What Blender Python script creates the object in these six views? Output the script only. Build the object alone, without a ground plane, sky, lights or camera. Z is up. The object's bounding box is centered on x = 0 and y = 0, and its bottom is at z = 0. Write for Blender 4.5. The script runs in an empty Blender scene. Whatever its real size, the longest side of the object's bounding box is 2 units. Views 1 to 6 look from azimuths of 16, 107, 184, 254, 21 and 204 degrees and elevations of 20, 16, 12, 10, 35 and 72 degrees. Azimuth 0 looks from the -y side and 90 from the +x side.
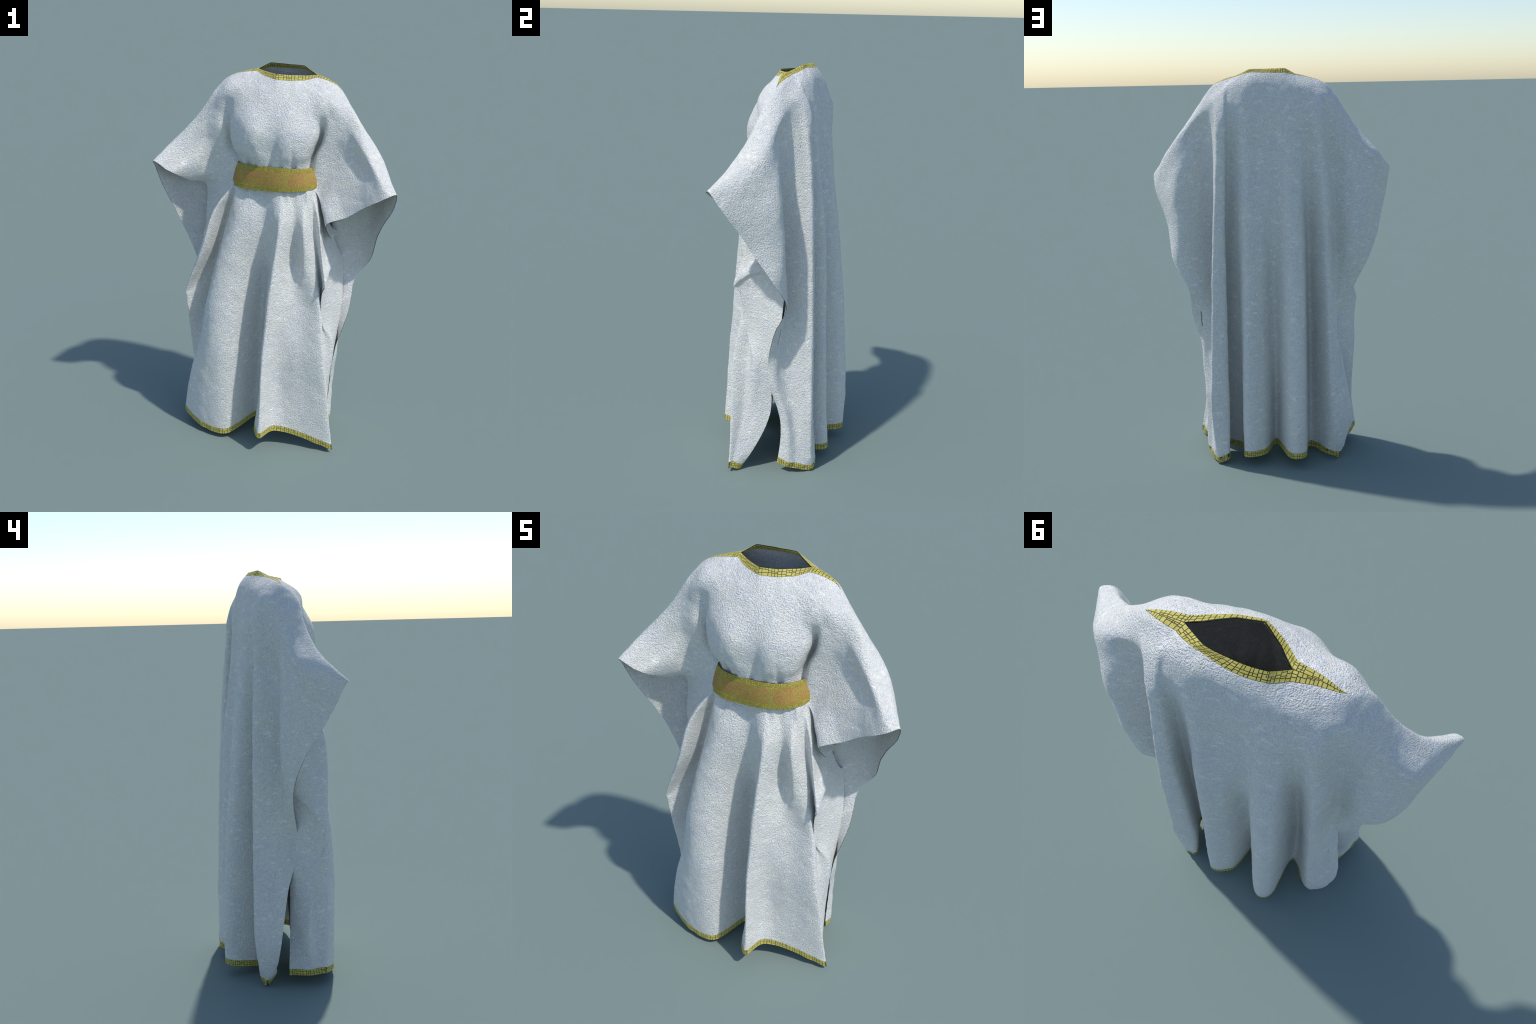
"""A white draped robe: one wide cloth with a boat neck, open down both sides,
gathered at the front by a sash, with gold mosaic braid at neck and hems."""
import bpy, math, random
import numpy as np
from mathutils import noise, Vector

SEED = 11
rng = random.Random(SEED)
CLOTH_T = 0.0035          # cloth thickness
NC, NR = 12, 14           # mesh steps per control column / row
TRIM_ROWS = 4             # mesh rows inside a braid
NECK_W, HEM_W = 0.034, 0.031


# ------------------------------------------------------------------ cloth rows
def row(z, *pts):
    """One line across the cloth, from the right hand edge to the left hand edge.
    z is the usual height; a point may carry its own."""
    return np.array([(p[0], p[1], p[2] if len(p) > 2 else z) for p in pts], float)


SHOULDER_RIGHT = [(-.618, -.172, 1.490), (-.530, -.075, 1.603), (-.430, -.040, 1.720), (-.345, -.030, 1.850),
                  (-.283, .022, 1.925), (-.205, .030, 1.955), (-.139, .038, 1.970)]
SHOULDER_LEFT = [(.164, .030, 1.963), (.235, .025, 1.942), (.296, .012, 1.902), (.400, -.036, 1.760),
                 (.515, -.055, 1.608), (.632, -.185, 1.470)]

# front of the robe: 17 control columns (edge, side folds, torso / skirt folds, side folds, edge)
FRONT = []
FRONT.append(row(1.96, *SHOULDER_RIGHT, (-.085, -.012, 1.966), (-.020, -.056, 1.964), (.050, -.040, 1.962), (.110, -.004), *SHOULDER_LEFT))
FRONT.append(row(1.90, (-.588, -.180, 1.484), (-.508, -.100, 1.568), (-.410, -.055, 1.680), (-.340, -.055, 1.790), (-.270, -.075, 1.870), (-.200, -.065), (-.140, -.070, 1.905), (-.080, -.088, 1.905),
                (-.010, -.098, 1.903), (.060, -.090), (.120, -.078), (.170, -.068), (.230, -.070, 1.885), (.285, -.070, 1.845), (.370, -.055, 1.735), (.505, -.132, 1.570), (.595, -.212, 1.458)))
FRONT.append(row(1.81, (-.545, -.163, 1.450), (-.455, -.085, 1.535), (-.385, -.055, 1.620), (-.318, -.067, 1.710), (-.262, -.062, 1.775), (-.210, -.104, 1.800), (-.140, -.139, 1.805), (-.080, -.149),
                (-.010, -.151), (.060, -.147), (.120, -.134), (.175, -.109, 1.805), (.235, -.095, 1.795), (.270, -.078, 1.765), (.345, -.050, 1.670), (.430, -.075, 1.560), (.545, -.200, 1.425)))
FRONT.append(row(1.70, (-.505, -.140, 1.427), (-.425, -.088, 1.490), (-.355, -.050, 1.560), (-.288, -.065, 1.650), (-.252, -.045, 1.690), (-.222, -.113), (-.140, -.185), (-.080, -.206),
                (.000, -.184), (.080, -.190), (.140, -.168), (.203, -.111), (.222, -.025, 1.690), (.245, -.068, 1.655), (.310, -.038, 1.590), (.385, -.082, 1.490), (.470, -.155, 1.370)))
FRONT.append(row(1.60, (-.455, -.060, 1.380), (-.385, -.048, 1.430), (-.325, -.030, 1.490), (-.262, -.050, 1.560), (-.238, -.030), (-.210, -.112), (-.140, -.176), (-.085, -.190),
                (.000, -.174), (.070, -.186), (.125, -.168), (.178, -.116), (.190, -.005), (.207, -.062, 1.565), (.270, -.042, 1.500), (.330, -.088, 1.410), (.395, -.130, 1.312)))
FRONT.append(row(1.52, (-.400, .030, 1.345), (-.340, .000, 1.370), (-.285, -.030, 1.410), (-.220, -.060, 1.490), (-.186, -.054), (-.160, -.098), (-.115, -.126), (-.065, -.158),
                (.000, -.163), (.055, -.163), (.105, -.138), (.145, -.106), (.172, -.040), (.192, -.055, 1.475), (.235, -.055, 1.400), (.268, -.105, 1.330), (.298, -.138, 1.264)))
FRONT.append(row(1.41, (-.375, -.020, 1.220), (-.310, -.058, 1.300), (-.212, -.093), (-.197, -.103), (-.183, -.110), (-.150, -.114), (-.105, -.136), (-.035, -.138),
                (.030, -.158), (.075, -.156), (.130, -.136), (.165, -.118, 1.405), (.188, -.115, 1.405), (.203, -.092, 1.400), (.212, -.065, 1.400), (.250, -.020, 1.330), (.310, -.060, 1.170)))
FRONT.append(row(1.26, (-.388, .015, 1.120), (-.342, -.062, 1.200), (-.283, -.165, 1.262), (-.237, -.068), (-.206, -.128, 1.250), (-.150, -.172), (-.082, -.172), (-.012, -.150),
                (.050, -.195), (.085, -.212), (.138, -.155, 1.255), (.193, -.180, 1.250), (.214, -.128, 1.250), (.225, -.100, 1.250), (.255, -.112, 1.270), (.268, -.020, 1.210), (.325, .020, 1.190)))
FRONT.append(row(1.05, (-.400, .020), (-.376, -.068, 1.060), (-.345, -.172, 1.035), (-.286, -.055), (-.245, -.170, 1.040), (-.175, -.200), (-.090, -.165), (-.018, -.122),
                (.028, -.160), (.070, -.240), (.143, -.125), (.205, -.168), (.255, -.125, 1.030), (.262, -.095, 1.040), (.290, -.140, 1.080), (.288, -.040, 1.120), (.312, .020, 1.150)))
FRONT.append(row(0.93, (-.355, .050, .990), (-.412, -.055, .885), (-.440, -.130, .788), (-.312, -.040, .920), (-.272, -.180, .920), (-.192, -.206), (-.100, -.164), (-.025, -.085),
                (.022, -.140), (.060, -.251), (.140, -.150), (.207, -.150), (.274, -.134, .921), (.280, -.075, .920), (.320, -.172, .940), (.328, -.090, 1.020), (.348, .045, 1.060)))
FRONT.append(row(0.86, (-.335, .050, .970), (-.404, -.050, .865), (-.437, -.126, .766), (-.318, -.035), (-.286, -.182, .850), (-.202, -.214), (-.108, -.172), (-.028, -.075),
                (.020, -.150), (.055, -.258), (.135, -.170), (.203, -.140), (.285, -.139, .858), (.288, -.080, .850), (.310, -.152, .932), (.318, -.070, 1.005), (.352, .082, 1.030)))
FRONT.append(row(0.74, (-.335, .022, .770), (-.385, -.030), (-.431, -.118, .685), (-.338, -.040), (-.307, -.183, .734), (-.220, -.226), (-.122, -.185), (-.035, -.065),
                (.016, -.155), (.050, -.265), (.122, -.195), (.203, -.145), (.304, -.149, .744), (.302, -.090), (.300, -.120, .760), (.338, -.020, .800), (.368, .085, .800)))
FRONT.append(row(0.55, (-.334, .024, .560), (-.382, -.018, .560), (-.431, -.083, .555), (-.372, -.060), (-.330, -.176), (-.250, -.235), (-.142, -.212), (-.035, -.060),
                (.013, -.165), (.045, -.285), (.110, -.190), (.207, -.168), (.335, -.172, .558), (.322, -.095, .580), (.362, -.055, .590), (.358, -.008, .570), (.360, .040, .560)))
FRONT.append(row(0.32, (-.334, .026), (-.365, .000), (-.415, -.045, .330), (-.392, -.072, .330), (-.392, -.157, .322), (-.285, -.222, .319), (-.150, -.220, .317), (-.038, -.060, .323),
                (.013, -.190, .324), (.050, -.297, .324), (.102, -.178, .324), (.215, -.172, .325), (.371, -.165, .318), (.346, -.108, .310), (.346, -.068, .310), (.347, -.030, .300), (.343, .030, .300)))
FRONT.append(row(0.06, (-.360, .045, .045), (-.384, .000, .050), (-.406, -.050, .050), (-.423, -.097), (-.426, -.134, .062), (-.300, -.210, .030), (-.150, -.222, .026), (-.032, -.080, .085),
                (.014, -.262, .112), (.058, -.308, .090), (.106, -.212, .092), (.220, -.175, .070), (.408, -.160, .020), (.412, -.142, .018), (.405, -.125, .008), (.392, -.112, .002), (.378, -.105, .003)))

# back of the robe: 19 control columns
BACK = []
BACK.append(row(1.99, *SHOULDER_RIGHT, (-.092, .079, 1.998), (-.050, .086, 1.998), (-.010, .087, 1.997), (.025, .086, 1.997), (.055, .084, 1.997), (.086, .079, 1.996), *SHOULDER_LEFT))
BACK.append(row(1.94, (-.612, -.150, 1.455), (-.553, .003, 1.557), (-.430, .042, 1.680), (-.345, .060, 1.820), (-.280, .085, 1.885), (-.210, .105, 1.915), (-.150, .117, 1.930), (-.095, .124, 1.942), (-.045, .128, 1.945),
                (.020, .130, 1.945), (.090, .126), (.150, .115, 1.925), (.180, .108, 1.915), (.210, .100, 1.905), (.265, .080, 1.875), (.305, .060, 1.845), (.400, .040, 1.735), (.525, .000, 1.590), (.628, -.145, 1.415)))
BACK.append(row(1.80, (-.597, -.115, 1.375), (-.532, .020, 1.460), (-.430, .058, 1.570), (-.310, .090, 1.740), (-.262, .147, 1.790), (-.215, .150), (-.150, .158), (-.095, .164), (-.040, .158),
                (.030, .149), (.100, .159), (.160, .145), (.188, .142), (.210, .155), (.252, .135), (.270, .100, 1.790), (.345, .050, 1.700), (.492, .055, 1.510), (.605, -.105, 1.350)))
BACK.append(row(1.64, (-.575, -.065, 1.280), (-.512, .040, 1.355), (-.430, .070, 1.420), (-.315, .070, 1.580), (-.270, .152, 1.635), (-.208, .140), (-.155, .172), (-.095, .177), (-.040, .156),
                (.035, .154), (.110, .169), (.165, .135), (.195, .128), (.210, .168), (.250, .165), (.262, .125), (.325, .045, 1.570), (.480, .092, 1.400), (.570, -.065, 1.280)))
BACK.append(row(1.46, (-.548, .000, 1.170), (-.490, .060, 1.225), (-.415, .080, 1.290), (-.326, .070, 1.430), (-.283, .166), (-.200, .130), (-.158, .188), (-.095, .198), (-.040, .159),
                (.040, .169), (.110, .189), (.168, .130), (.205, .118), (.212, .178), (.255, .185), (.268, .145, 1.450), (.312, .038, 1.400), (.458, .108, 1.275), (.535, -.010, 1.180)))
BACK.append(row(1.23, (-.495, .042, 1.030), (-.452, .066, 1.060), (-.395, .078, 1.120), (-.326, .060, 1.200), (-.288, .180), (-.197, .103), (-.165, .216), (-.095, .228), (-.035, .164),
                (.040, .195), (.112, .220), (.165, .140), (.220, .108), (.217, .188), (.268, .200), (.280, .155, 1.220), (.294, .045, 1.180), (.432, .118, 1.090), (.500, .080, 1.040)))
BACK.append(row(0.98, (-.430, .030, .900), (-.405, .050, .915), (-.370, .060, .950), (-.328, .070), (-.292, .188), (-.196, .086), (-.172, .240), (-.096, .246), (-.025, .144),
                (.040, .205), (.115, .233), (.165, .135), (.235, .098), (.217, .192), (.280, .213), (.288, .165, .970), (.292, .072, .950), (.362, .108, .910), (.420, .122, .900)))
BACK.append(row(0.75, (-.342, -.018, .680), (-.338, .025, .700), (-.335, .070, .730), (-.332, .090), (-.295, .194), (-.196, .071), (-.172, .262), (-.096, .264), (-.025, .134),
                (.040, .210), (.120, .240), (.165, .130), (.245, .092), (.217, .196), (.286, .222), (.295, .175), (.296, .098), (.352, .082, .740), (.413, .060, .740)))
BACK.append(row(0.50, (-.372, .045, .480), (-.366, .080, .490), (-.362, .110, .490), (-.348, .120), (-.300, .198), (-.196, .061), (-.172, .277), (-.096, .278), (-.025, .124),
                (.035, .215), (.126, .252), (.165, .122), (.255, .086), (.217, .202), (.293, .230), (.304, .190), (.312, .100), (.366, .060), (.362, .022, .510)))
BACK.append(row(0.27, (-.405, .100, .200), (-.408, .115, .190), (-.400, .135, .190), (-.378, .165, .210), (-.305, .198, .240), (-.196, .070), (-.172, .285), (-.096, .290), (-.020, .100),
                (.032, .220), (.132, .262), (.165, .118), (.265, .083), (.217, .208), (.300, .238), (.310, .200), (.310, .150), (.346, .125), (.336, .085)))
BACK.append(row(0.05, (-.310, .100, .035), (-.325, .110, .025), (-.342, .130, .010), (-.345, .158, .002), (-.288, .166, .022), (-.192, .085, .030), (-.172, .275, .052), (-.096, .290, .055), (-.015, .105),
                (.035, .240), (.134, .272), (.165, .110, .030), (.275, .080, .030), (.217, .235, .030), (.272, .240, .002), (.295, .215, .002), (.325, .170, .020), (.350, .125, .030), (.336, .072, .045)))


# ------------------------------------------------------------------ smooth surface
def tangents(P, t):
    """finite difference tangents along axis 0 for knots t"""
    d = (P[1:] - P[:-1]) / (t[1:] - t[:-1])[:, None, None]
    m = np.empty_like(P)
    w = (t[2:] - t[1:-1]) / (t[2:] - t[:-2])
    m[1:-1] = d[:-1] * w[:, None, None] + d[1:] * (1 - w)[:, None, None]
    m[0], m[-1] = 1.5 * d[0] - .5 * m[1], 1.5 * d[-1] - .5 * m[-2]
    return m


def hermite(P, m, t, x):
    """P, m: (n, cols, 3); x: (k, cols) parameter per column, or (k,)"""
    x = np.asarray(x, float)
    if x.ndim == 1:
        x = np.repeat(x[:, None], P.shape[1], 1)
    i = np.clip(np.searchsorted(t, x, side="right") - 1, 0, len(t) - 2)
    h = (t[i + 1] - t[i])
    s = (x - t[i]) / h
    c = np.arange(P.shape[1])[None]
    h, s = h[..., None], s[..., None]
    return ((2 * s**3 - 3 * s**2 + 1) * P[i, c] + (s**3 - 2 * s**2 + s) * h * m[i, c]
            + (-2 * s**3 + 3 * s**2) * P[i + 1, c] + (s**3 - s**2) * h * m[i + 1, c])


def widen(rows, corners):
    """fine columns for each control row; the top row breaks its tangent at the neck corners"""
    R = np.array(rows)                                     # rows, cols, 3
    n = R.shape[1]
    k = np.arange(n, dtype=float)
    x = np.linspace(0, n - 1, (n - 1) * NC + 1)
    A = R.transpose(1, 0, 2)
    F = hermite(A, tangents(A, k), k, x)                   # fine, rows, 3
    top = []
    for a, b in zip((0, *corners), (*corners, n - 1)):
        seg = A[a:b + 1, :1]
        kk = k[a:b + 1]
        xs = x[a * NC:b * NC + 1]
        line = hermite(seg, tangents(seg, kk), kk, xs)[:, 0]
        if a == corners[0]:                                # the neck edge is cut in straight runs
            flat = np.stack([np.interp(xs, kk, seg[:, 0, i]) for i in range(3)], 1)
            line = line * .3 + flat * .7
        top.append(line[(0 if a == 0 else 1):])
    F[:, 0] = np.vstack(top)
    return F.transpose(1, 0, 2)                            # rows, fine, 3


fc, bc = (6, 11), (6, 13)
Ff, Bf = widen(FRONT, fc), widen(BACK, bc)


def other_row(F, corners, O, ocorners):
    """second row of the other panel, matched over the shoulders; None at the neck"""
    n = F.shape[1]
    out = np.full((n, 3), np.nan)
    a, b = corners[0] * NC, corners[1] * NC
    out[:a + 1] = O[1, :ocorners[0] * NC + 1]
    out[b:] = O[1, ocorners[1] * NC:]
    return out


def drop(F, phantom, trim_w, hem_w):
    """fine rows down each fine column"""
    nrow, ncol = F.shape[:2]
    chord = np.linalg.norm(F[1:] - F[:-1], axis=2).mean(1)
    t = np.r_[0, np.cumsum(chord)]
    m = tangents(F, t)
    ok = ~np.isnan(phantom[:, 0])
    span = np.linalg.norm(F[0] - np.nan_to_num(phantom), axis=1)
    l1 = np.linalg.norm(F[1] - F[0], axis=1)
    tan0 = (F[1] - phantom) / (span + l1)[:, None] * (l1 / chord[0])[:, None]
    m[0][ok] = tan0[ok]
    a, b = np.where(~ok)[0][[0, -1]]                       # neck opening: ease the slope in from the shoulders
    for c in range(a, b + 1):
        for d, src in ((c - a + 1, a - 1), (b + 1 - c, b + 1)):
            w = max(0.0, 1 - d / (1.2 * NC)) ** 2
            m[0][c] = m[0][c] * (1 - w) + m[0][src] * w * (l1[c] / l1[src])
    # parameters
    v = []
    wf = np.clip(trim_w / l1, .004, .9)
    hf = np.clip(hem_w / np.linalg.norm(F[-1] - F[-2], axis=1), .01, .9)
    for r in range(nrow - 1):
        for j in range(NR):
            f = np.full(ncol, j / NR)
            if r == 0:
                f = wf * j / TRIM_ROWS if j <= TRIM_ROWS else wf + (1 - wf) * (j - TRIM_ROWS) / (NR - TRIM_ROWS)
            if r == nrow - 2:
                q = NR - TRIM_ROWS
                f = (1 - hf) * j / q if j <= q else 1 - hf + hf * (j - q) / TRIM_ROWS
            v.append(t[r] + f * (t[r + 1] - t[r]))
    v.append(np.full(ncol, t[-1]))
    return hermite(F, m, t, np.array(v))


def neck_width(ncol, corners, tips):
    c = np.arange(ncol) / NC
    w = np.full(ncol, NECK_W)
    a, b = corners
    w = np.where(c < a, NECK_W * np.clip((c - tips[0]) / (a - tips[0]), 0, 1) ** .8, w)
    w = np.where(c > b, NECK_W * np.clip((tips[1] - c) / (tips[1] - b), 0, 1) ** .8, w)
    out = np.maximum(np.maximum(tips[0] - c, c - tips[1]), 0)
    return np.maximum(w, .001) + np.minimum(out * .02, .02)


f_tips, b_tips = (4, 13), (4, 15)
front = drop(Ff, other_row(Ff, fc, Bf, bc), neck_width(Ff.shape[1], fc, f_tips), HEM_W)
back = drop(Bf, other_row(Bf, bc, Ff, fc), neck_width(Bf.shape[1], bc, b_tips), HEM_W)


def grid_normals(P, sign):
    du, dv = np.gradient(P, axis=1), np.gradient(P, axis=0)
    N = np.cross(du, dv) * sign
    return N / np.maximum(np.linalg.norm(N, axis=2, keepdims=True), 1e-9)


def share_shoulder(A, B):
    """average over the shoulder line, where the panels are one cloth"""
    for (a0, a1), (b0, b1) in (((0, fc[0] * NC + 1), (0, bc[0] * NC + 1)), ((fc[1] * NC, None), (bc[1] * NC, None))):
        m = A[0, a0:a1] + B[0, b0:b1]
        if m.shape[-1] == 3:
            m /= np.maximum(np.linalg.norm(m, axis=-1, keepdims=True), 1e-9)
        A[0, a0:a1], B[0, b0:b1] = m, m


def crumple(P, N):
    """small hand-woven unevenness of heavy linen"""
    out = np.empty(P.shape[:2])
    for i in range(P.shape[0]):
        for j in range(P.shape[1]):
            p = Vector(P[i, j])
            out[i, j] = .0016 * noise.noise(p * 26) + .0022 * noise.noise(p * 11 + Vector((3, 7, 1)))
            # corners that drag on the ground are rumpled
            drag = max(0.0, 1 - p.z / .13) * min(1.0, max(0.0, (abs(p.x) - .17) / .1)) * (1.0 if p.y > 0 else .35)
            if drag > 0:
                out[i, j] += drag * (.016 * noise.noise(p * 21 + Vector((5, 2, 9))) + .006 * noise.noise(p * 47))
    return P + N * out[..., None]


# small pleats that the sash presses into the front, fading up the bodice and down the skirt
PLEATS_UP = [(-.120, .012, .20), (-.075, -.006, .12), (-.005, .055, .26), (.055, -.010, .11), (.112, .002, .20)]       # x at the sash, lean, reach
PLEATS_DOWN = [(-.125, -.03, .13), (-.075, -.04, .10), (.075, .020, .11), (.120, .015, .17), (.160, .015, .12)]


def gather(P, N):
    x, z = P[..., 0], P[..., 2]
    d = np.zeros_like(x)
    inside = np.clip((.175 - np.abs(x)) / .03, 0, 1)
    for pleats, sgn, z0 in ((PLEATS_UP, 1, 1.52), (PLEATS_DOWN, -1, 1.41)):
        for x0, lean, reach in pleats:
            h = (z - z0) * sgn
            fade = np.clip(1 - h / reach, 0, 1) ** 1.3 * (h > -.06)
            wide = .010 + .03 * np.clip(h, 0, None)
            d -= .008 * fade * inside * np.exp(-((x - x0 - lean * h / reach) / wide) ** 2)
    return P + N * d[..., None]


Nf, Nb = grid_normals(front, -1), grid_normals(back, 1)
share_shoulder(Nf, Nb)
front = gather(front, Nf)
front, back = crumple(front, Nf), crumple(back, Nb)
Nf, Nb = grid_normals(front, -1), grid_normals(back, 1)
share_shoulder(Nf, Nb)
low = min(front[..., 2].min(), back[..., 2].min())
lift = max(0.0, .0015 - low)
front[..., 2] += lift
back[..., 2] += lift


# ------------------------------------------------------------------ materials
def new_mat(name):
    m = bpy.data.materials.new(name)
    m.use_nodes = True
    nt = m.node_tree
    nt.nodes.clear()
    out = nt.nodes.new("ShaderNodeOutputMaterial")
    b = nt.nodes.new("ShaderNodeBsdfPrincipled")
    nt.links.new(b.outputs[0], out.inputs[0])
    return m, nt, b


def node(nt, kind, links=(), **vals):
    n = nt.nodes.new(kind)
    for k, v in vals.items():
        if k[0] == "i" and k[1:].isdigit():
            n.inputs[int(k[1:])].default_value = v
        elif k.startswith("in_"):
            n.inputs[k[3:].replace("_", " ")].default_value = v
        else:
            setattr(n, k, v)
    for sock, src in links:
        nt.links.new(src, n.inputs[sock])
    return n


def ramp(nt, src, stops):
    r = node(nt, "ShaderNodeValToRGB", [(0, src)])
    e = r.color_ramp.elements
    while len(e) < len(stops):
        e.new(.5)
    for x, (p, c) in zip(e, stops):
        x.position, x.color = p, (*c, 1)
    return r.outputs[0]


def linen_material():
    """coarse crinkled linen: short slubs along weft and warp over small woven patches"""
    m, nt, b = new_mat("white_linen")
    obj = node(nt, "ShaderNodeTexCoord").outputs["Object"]
    # bend the cells a little so that no line runs dead straight
    wob = node(nt, "ShaderNodeTexNoise", [(0, obj)], in_Scale=30.0, in_Detail=2.0)
    wsub = node(nt, "ShaderNodeVectorMath", [(0, wob.outputs["Color"])], operation="MULTIPLY_ADD")
    wsub.inputs[1].default_value = (.007,) * 3
    nt.links.new(obj, wsub.inputs[2])
    crd = wsub.outputs[0]
    weft = node(nt, "ShaderNodeMapping", [(0, crd)], in_Scale=(88, 88, 205))
    warp = node(nt, "ShaderNodeMapping", [(0, crd)], in_Scale=(205, 205, 88))
    c1 = node(nt, "ShaderNodeTexVoronoi", [(0, weft.outputs[0])], feature="F1", distance="CHEBYCHEV", in_Scale=1.0)
    c2 = node(nt, "ShaderNodeTexVoronoi", [(0, warp.outputs[0])], feature="F1", distance="CHEBYCHEV", in_Scale=1.0)
    sel = node(nt, "ShaderNodeTexNoise", [(0, obj)], in_Scale=55.0, in_Detail=1.0)
    selr = ramp(nt, sel.outputs[0], [(.44, (0, 0, 0)), (.56, (1, 1, 1))])
    mix = node(nt, "ShaderNodeMix", [(0, selr), (2, c1.outputs["Distance"]), (3, c2.outputs["Distance"])])
    fine = node(nt, "ShaderNodeTexNoise", [(0, obj)], in_Scale=270.0, in_Detail=3.0)
    h = node(nt, "ShaderNodeMath", [(0, fine.outputs[0])], operation="MULTIPLY_ADD", i1=.95)
    neg = node(nt, "ShaderNodeMath", [(0, mix.outputs[0])], operation="MULTIPLY", i1=-1.0)
    nt.links.new(neg.outputs[0], h.inputs[2])
    bump = node(nt, "ShaderNodeBump", [("Height", h.outputs[0])], in_Strength=1.0, in_Distance=.0046)
    nt.links.new(bump.outputs[0], b.inputs["Normal"])
    # woven patches: most plain, some warm, some bluish, a few pale and smooth
    pm = node(nt, "ShaderNodeMapping", [(0, crd)], in_Scale=(52, 52, 85))
    vor = node(nt, "ShaderNodeTexVoronoi", [(0, pm.outputs[0])], distance="CHEBYCHEV", in_Scale=1.0, in_Randomness=.9)
    sep = node(nt, "ShaderNodeSeparateColor", [(0, vor.outputs["Color"])])
    patch = ramp(nt, sep.outputs[0], [(0, (.79, .795, .80)), (.40, (.825, .818, .80)), (.75, (.855, .84, .785)), (.93, (.84, .825, .785)), (.965, (.93, .925, .895))])
    big = node(nt, "ShaderNodeTexNoise", [(0, obj)], in_Scale=9.0, in_Detail=3.0)
    tint = ramp(nt, big.outputs[0], [(.3, (.955, .96, .975)), (.7, (1, .995, .97))])
    mul = node(nt, "ShaderNodeMix", [(6, patch), (7, tint)], data_type="RGBA", blend_type="MULTIPLY")
    mul.inputs[0].default_value = 1.0
    speck = ramp(nt, fine.outputs[0], [(.36, (.83, .832, .83)), (.6, (1.04, 1.04, 1.035))])
    mul2 = node(nt, "ShaderNodeMix", [(6, mul.outputs[2]), (7, speck)], data_type="RGBA", blend_type="MULTIPLY")
    mul2.inputs[0].default_value = 1.0
    nt.links.new(mul2.outputs[2], b.inputs["Base Color"])
    b.inputs["Roughness"].default_value = .85
    b.inputs["Specular IOR Level"].default_value = .2
    return m


def gold_material(name, dark, light, scale=60.0):
    m, nt, b = new_mat(name)
    tc = node(nt, "ShaderNodeTexCoord")
    n = node(nt, "ShaderNodeTexNoise", [(0, tc.outputs["Object"])], in_Scale=scale, in_Detail=3.0)
    c = ramp(nt, n.outputs[0], [(.35, dark), (.65, light)])
    nt.links.new(c, b.inputs["Base Color"])
    f = node(nt, "ShaderNodeTexNoise", [(0, tc.outputs["Object"])], in_Scale=500.0, in_Detail=2.0)
    bump = node(nt, "ShaderNodeBump", [("Height", f.outputs[0])], in_Strength=.3, in_Distance=.001)
    nt.links.new(bump.outputs[0], b.inputs["Normal"])
    b.inputs["Roughness"].default_value = .6
    b.inputs["Specular IOR Level"].default_value = .3
    return m


def sash_material():
    m, nt, b = new_mat("ochre_weave")
    tc = node(nt, "ShaderNodeTexCoord")
    obj = tc.outputs["Object"]
    big = node(nt, "ShaderNodeTexNoise", [(0, obj)], in_Scale=15.0, in_Detail=3.0, in_Roughness=.6)
    col = ramp(nt, big.outputs[0], [(.36, (.46, .265, .085)), (.5, (.45, .295, .08)), (.68, (.42, .355, .085))])
    weave = node(nt, "ShaderNodeMapping", [(0, obj)], in_Scale=(160, 160, 420))
    nz = node(nt, "ShaderNodeTexNoise", [(0, weave.outputs[0])], in_Scale=1.0, in_Detail=2.0)
    weave2 = node(nt, "ShaderNodeMapping", [(0, obj)], in_Scale=(420, 420, 160))
    nz2 = node(nt, "ShaderNodeTexNoise", [(0, weave2.outputs[0])], in_Scale=1.0, in_Detail=2.0)
    mx = node(nt, "ShaderNodeMath", [(0, nz.outputs[0]), (1, nz2.outputs[0])], operation="MINIMUM")
    thr = ramp(nt, mx.outputs[0], [(.3, (.55, .5, .45)), (.48, (1, 1, 1))])
    mul = node(nt, "ShaderNodeMix", [(6, col), (7, thr)], data_type="RGBA", blend_type="MULTIPLY")
    mul.inputs[0].default_value = 1.0
    nt.links.new(mul.outputs[2], b.inputs["Base Color"])
    bump = node(nt, "ShaderNodeBump", [("Height", mx.outputs[0])], in_Strength=.5, in_Distance=.002)
    nt.links.new(bump.outputs[0], b.inputs["Normal"])
    b.inputs["Roughness"].default_value = .75
    b.inputs["Specular IOR Level"].default_value = .25
    return m


LINEN = linen_material()
GOLD = gold_material("gold_braid", (.48, .415, .09), (.58, .51, .135))
SEAM = gold_material("braid_ground", (.035, .035, .012), (.06, .055, .02))
OCHRE = sash_material()
BELT_GOLD = gold_material("sash_gold", (.47, .40, .07), (.58, .50, .10))
BELT_SEAM = gold_material("sash_ground", (.19, .16, .03), (.26, .21, .04))


# ------------------------------------------------------------------ mesh building
def add_object(name, parent, verts, faces, mat, normals=None):
    me = bpy.data.meshes.new(name)
    me.from_pydata([tuple(v) for v in verts], [], faces)
    me.polygons.foreach_set("use_smooth", [normals is not None] * len(me.polygons))
    me.materials.append(mat)
    if normals is not None:
        me.normals_split_custom_set_from_vertices([tuple(n) for n in normals])
    ob = bpy.data.objects.new(name, me)
    bpy.context.scene.collection.objects.link(ob)
    ob.parent = parent
    return ob


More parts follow.
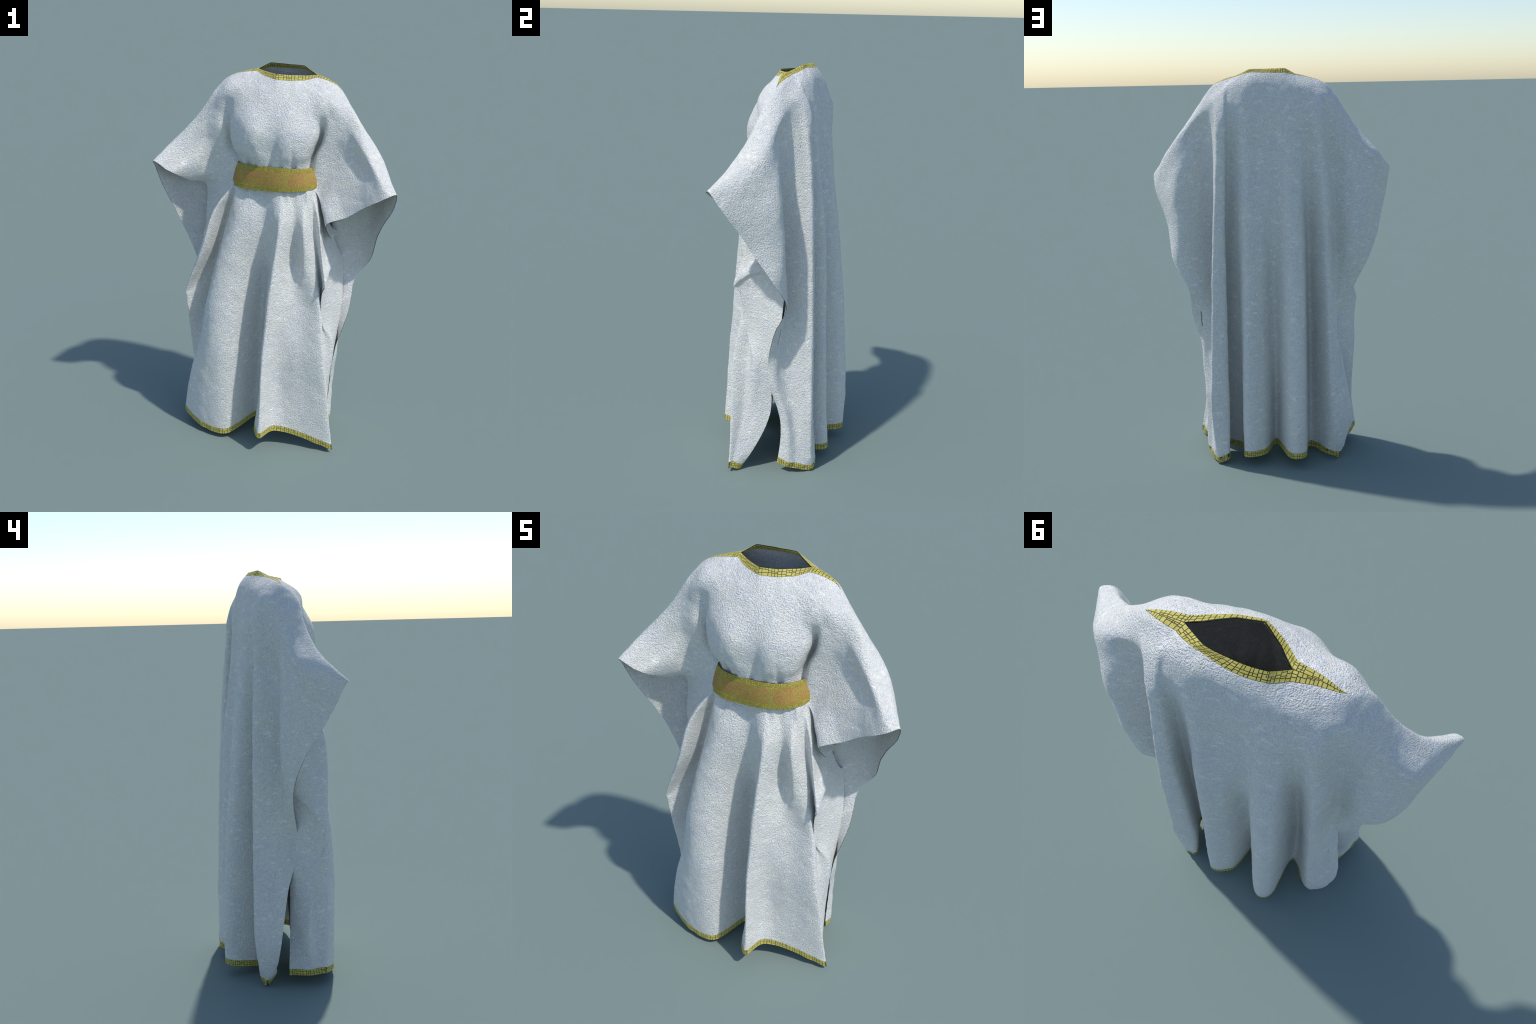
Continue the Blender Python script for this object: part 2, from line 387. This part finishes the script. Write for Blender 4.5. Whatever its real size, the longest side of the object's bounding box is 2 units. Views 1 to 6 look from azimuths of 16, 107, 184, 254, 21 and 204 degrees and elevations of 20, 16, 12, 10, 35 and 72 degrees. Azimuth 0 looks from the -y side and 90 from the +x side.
class Panel:
    """a fine grid of cloth with an outer and an inner face"""
    def __init__(self, P, N, flip, seam):
        self.P, self.N, self.flip = P, N, flip
        self.inner = P - N * CLOTH_T
        self.shape = P.shape[:2]
        self.seam = seam                       # columns joined to the other panel at the shoulder
        self.region = np.zeros((P.shape[0] - 1, P.shape[1] - 1), int)


pf = Panel(front, Nf, True, lambda j: j < fc[0] * NC or j >= fc[1] * NC)
pb = Panel(back, Nb, False, lambda j: j < bc[0] * NC or j >= bc[1] * NC)

CLOTH, SLEEVE_R, SLEEVE_L, NECK, HEM = range(5)
for p, corners, tips, rows in ((pf, fc, f_tips, 5), (pb, bc, b_tips, 5)):
    nr, nc = p.region.shape
    last = nc // NC
    p.region[:rows * NR, :3 * NC] = SLEEVE_R
    p.region[:rows * NR, (last - 3) * NC:] = SLEEVE_L
    p.region[:TRIM_ROWS, tips[0] * NC:tips[1] * NC] = NECK
    p.region[nr - TRIM_ROWS:] = HEM


def sheet_part(panels, code):
    V, F, N = [], [], []
    for p in panels:
        index = {}
        ncol = p.shape[1]

        def vert(i, j, side):
            k = (i, j, side)
            if k not in index:
                index[k] = len(V)
                V.append(p.inner[i, j] if side else p.P[i, j])
                N.append(-p.N[i, j] if side else p.N[i, j])
            return index[k]

        def quad(a, b, c, d, turn):
            F.append((a, d, c, b) if turn else (a, b, c, d))

        nr, nc = p.region.shape
        for i, j in zip(*np.where(p.region == code)):
            for side in (0, 1):
                q = [vert(i, j, side), vert(i + 1, j, side), vert(i + 1, j + 1, side), vert(i, j + 1, side)]
                # outer faces point along N
                quad(*q, turn=(not p.flip) ^ bool(side))
            rims = []
            if i == 0 and not p.seam(j): rims.append(((i, j + 1), (i, j)))
            if i == nr - 1: rims.append(((i + 1, j), (i + 1, j + 1)))
            if j == 0: rims.append(((i, j), (i + 1, j)))
            if j == nc - 1: rims.append(((i + 1, j + 1), (i, j + 1)))
            for a, b in rims:
                quad(vert(*a, 0), vert(*a, 1), vert(*b, 1), vert(*b, 0), turn=not p.flip)
    return V, F, N


robe = bpy.data.objects.new("draped_robe", None)
bpy.context.scene.collection.objects.link(robe)
robe["label"] = "white draped robe with ochre sash and gold braid"
robe["category"] = "robe, clothing"


def cloth_object(name, panels, code, mat=LINEN, parent=robe):
    V, F, N = sheet_part(panels, code)
    return add_object(name, parent, V, F, mat, N)


front_panel = cloth_object("front_panel", [pf], CLOTH)
back_panel = cloth_object("back_panel", [pb], CLOTH)
cloth_object("sleeve", [pf, pb], SLEEVE_R)
cloth_object("sleeve", [pf, pb], SLEEVE_L)
neck = cloth_object("neckline_braid", [pf, pb], NECK, SEAM)
hem_f = cloth_object("hem_braid", [pf], HEM, SEAM)
hem_b = cloth_object("hem_braid", [pb], HEM, SEAM)


# ------------------------------------------------------------------ mosaic tiles on the braids
def mosaic(length, width, big, small, share):
    """random nested rectangles over a band: list of (a0, a1, b0, b1) in metres"""
    out = []

    def cut(a0, a1, b0, b1):
        w, h = a1 - a0, (b1 - b0) * share((a0 + a1) / 2)
        if w > big or (w > small * 1.8 and rng.random() < .55 and w >= h * .8):
            s = a0 + w * rng.uniform(.36, .64)
            cut(a0, s, b0, b1), cut(s, a1, b0, b1)
        elif h > big * .62 or (h > small * 1.7 and rng.random() < .6):
            s = b0 + h * rng.choice((.33, .5, .62, .7))
            cut(a0, a1, b0, s), cut(a0, a1, s, b1)
        else:
            out.append((a0, a1, b0, b1))
    x = 0.0
    while x < length:
        step = rng.uniform(big * 1.0, big * 2.2)
        cut(x, min(x + step, length), 0, width)
        x += step
    return out


def sample(G, i, j):
    i0 = int(min(max(i, 0), G.shape[0] - 1.001)); j0 = int(min(max(j, 0), G.shape[1] - 1.001))
    a, b = i - i0, j - j0
    return (G[i0, j0] * (1 - a) * (1 - b) + G[i0 + 1, j0] * a * (1 - b) + G[i0, j0 + 1] * (1 - a) * b + G[i0 + 1, j0 + 1] * a * b)


def tile_band(name, parent, mat, bands, big, small, gap, high):
    """bands: (P, N, row0, row1, col0, col1, offset) strips of a grid to cover with raised tiles"""
    V, F = [], []
    for P, N, r0, r1, c0, c1, off in bands:
        mid = np.array([sample(P, (r0 + r1) / 2, c) for c in range(c0, c1 + 1)])
        s = np.r_[0, np.cumsum(np.linalg.norm(np.diff(mid, axis=0), axis=1))]
        wid = np.array([np.linalg.norm(P[r1, c] - P[r0, c]) for c in range(c0, c1 + 1)])
        W = float(np.percentile(wid, 70))
        for a0, a1, b0, b1 in mosaic(s[-1], W, big, small, lambda x: float(np.interp(x, s, wid)) / W):
            here = np.interp((a0 + a1) / 2, s, wid) / W
            if here < .04:
                continue
            gb = min(gap / max(here, .05), (b1 - b0) * .45)
            a0, a1, b0, b1 = a0 + gap / 2, a1 - gap / 2, b0 + gb / 2, b1 - gb / 2
            if a1 - a0 < gap * .5 or b1 - b0 < gap * .5:
                continue
            base = len(V)
            n = max(1, int((a1 - a0) / .008))
            for up in (0, 1):
                e = .0004 * up
                for k in range(n + 1):
                    a = a0 + e + (a1 - a0 - 2 * e) * k / n
                    c = c0 + np.interp(a, s, np.arange(c1 - c0 + 1))
                    for bb in (b0 + e, b1 - e):
                        i = r0 + (r1 - r0) * bb / W
                        p, nn = sample(P, i, c), sample(N, i, c)
                        V.append(p + nn * (off + (high if up else -.0008)))
            st = 2 * (n + 1)
            for k in range(n):
                q = base + st + 2 * k
                F.append((q, q + 2, q + 3, q + 1))
                l = base + 2 * k
                F.append((l, l + 2, l + st + 2, l + st)); F.append((l + 1, l + st + 1, l + st + 3, l + 3))
            F.append((base, base + st, base + st + 1, base + 1))
            l = base + 2 * n
            F.append((l, l + 1, l + st + 1, l + st))
    ob = add_object(name, parent, V, F, mat)
    ob["kind"] = "stuff"
    return ob


def both_faces(p, r0, r1, c0, c1):
    return [(p.P, p.N, r0, r1, c0, c1, 0.0), (p.inner, -p.N, r0, r1, c0, c1, 0.0)]


TILE = dict(big=.026, small=.010, gap=.0018, high=.0008)
tile_band("braid_tile", neck, GOLD, both_faces(pf, 0, TRIM_ROWS, f_tips[0] * NC, f_tips[1] * NC)
          + both_faces(pb, 0, TRIM_ROWS, b_tips[0] * NC, b_tips[1] * NC), **TILE)
for p, h in ((pf, hem_f), (pb, hem_b)):
    nr, nc = p.region.shape
    tile_band("braid_tile", h, GOLD, both_faces(p, nr - TRIM_ROWS, nr, 0, nc), **TILE)


# ------------------------------------------------------------------ sash
def ring(points, per=12):
    P = np.array(points, float)
    n = len(P)
    k = np.arange(-2, n + 3, dtype=float)
    A = P[np.arange(-2, n + 3) % n][:, None]
    x = np.linspace(0, n, n * per, endpoint=False)
    return hermite(A, tangents(A, k), k, x)[:, 0]


SASH_TOP = [(-.196, -.050, 1.515), (-.184, -.088, 1.515), (-.122, -.139, 1.522), (-.040, -.165, 1.530), (.040, -.172, 1.532), (.120, -.151, 1.530), (.176, -.094, 1.527),
            (.196, -.030, 1.524), (.170, .035, 1.520), (.090, .080, 1.518), (-.010, .092, 1.516), (-.115, .070, 1.515), (-.182, .015, 1.515)]
SASH_LOW = [(-.222, -.045, 1.402), (-.208, -.096, 1.402), (-.140, -.146, 1.400), (-.040, -.166, 1.405), (.050, -.172, 1.410), (.135, -.153, 1.415), (.196, -.104, 1.420),
            (.222, -.032, 1.428), (.190, .035, 1.425), (.100, .085, 1.420), (-.010, .096, 1.412), (-.125, .074, 1.405), (-.200, .020, 1.402)]
top, lowr = ring(SASH_TOP), ring(SASH_LOW)
top, lowr = np.vstack([top, top[:1]]), np.vstack([lowr, lowr[:1]])
STEPS = 20
f = np.linspace(0, 1, STEPS + 1)[:, None, None]
sash = top[None] * (1 - f) + lowr[None] * f
centre = np.array([.0, -.03, 0.])
out_dir = (sash - centre) * (1, 1, 0)
out_dir /= np.linalg.norm(out_dir, axis=2, keepdims=True)
sash = sash + out_dir * (.004 * np.sin(np.pi * np.linspace(0, 1, STEPS + 1)) - .001)[:, None, None]


def periodic_normals(P):
    du = np.roll(P[:, :-1], -1, 1) - np.roll(P[:, :-1], 1, 1)
    du = np.concatenate([du, du[:, :1]], 1)
    N = np.cross(np.gradient(P, axis=0), du)
    N /= np.linalg.norm(N, axis=2, keepdims=True)
    return N


Ns = periodic_normals(sash)
if (Ns * out_dir).sum() < 0:
    Ns = -Ns
# wavering of the cloth band
for i in range(sash.shape[0]):
    for j in range(sash.shape[1]):
        sash[i, j] += Ns[i, j] * .002 * noise.noise(Vector(sash[i, j]) * 22)
SASH_T = .004
BORDER = 4


def sash_band(name, parent, mat, r0, r1):
    V, F, N = [], [], []
    n = sash.shape[1] - 1
    for i in range(r0, r1 + 1):
        for side in (0, 1):
            for j in range(n):
                V.append(sash[i, j] - Ns[i, j] * SASH_T * side)
                N.append(Ns[i, j] * (1 - 2 * side))
    idx = lambda i, j, s: (i - r0) * 2 * n + s * n + j % n
    for i in range(r0, r1):
        for j in range(n):
            F.append((idx(i, j, 0), idx(i + 1, j, 0), idx(i + 1, j + 1, 0), idx(i, j + 1, 0)))
            F.append((idx(i, j, 1), idx(i, j + 1, 1), idx(i + 1, j + 1, 1), idx(i + 1, j, 1)))
    for j in range(n):
        if r0 == 0: F.append((idx(r0, j, 0), idx(r0, j + 1, 0), idx(r0, j + 1, 1), idx(r0, j, 1)))
        if r1 == STEPS: F.append((idx(r1, j, 0), idx(r1, j, 1), idx(r1, j + 1, 1), idx(r1, j + 1, 0)))
    return add_object(name, parent, V, F, mat, N)


belt = sash_band("sash", robe, OCHRE, BORDER, STEPS - BORDER)
for a, b in ((0, BORDER), (STEPS - BORDER, STEPS)):
    border = sash_band("sash_border", belt, BELT_SEAM, a, b)
    tile_band("border_tile", border, BELT_GOLD, [(sash, Ns, a, b, 0, sash.shape[1] - 1, 0.0)], big=.011, small=.0045, gap=.0014, high=.0006)
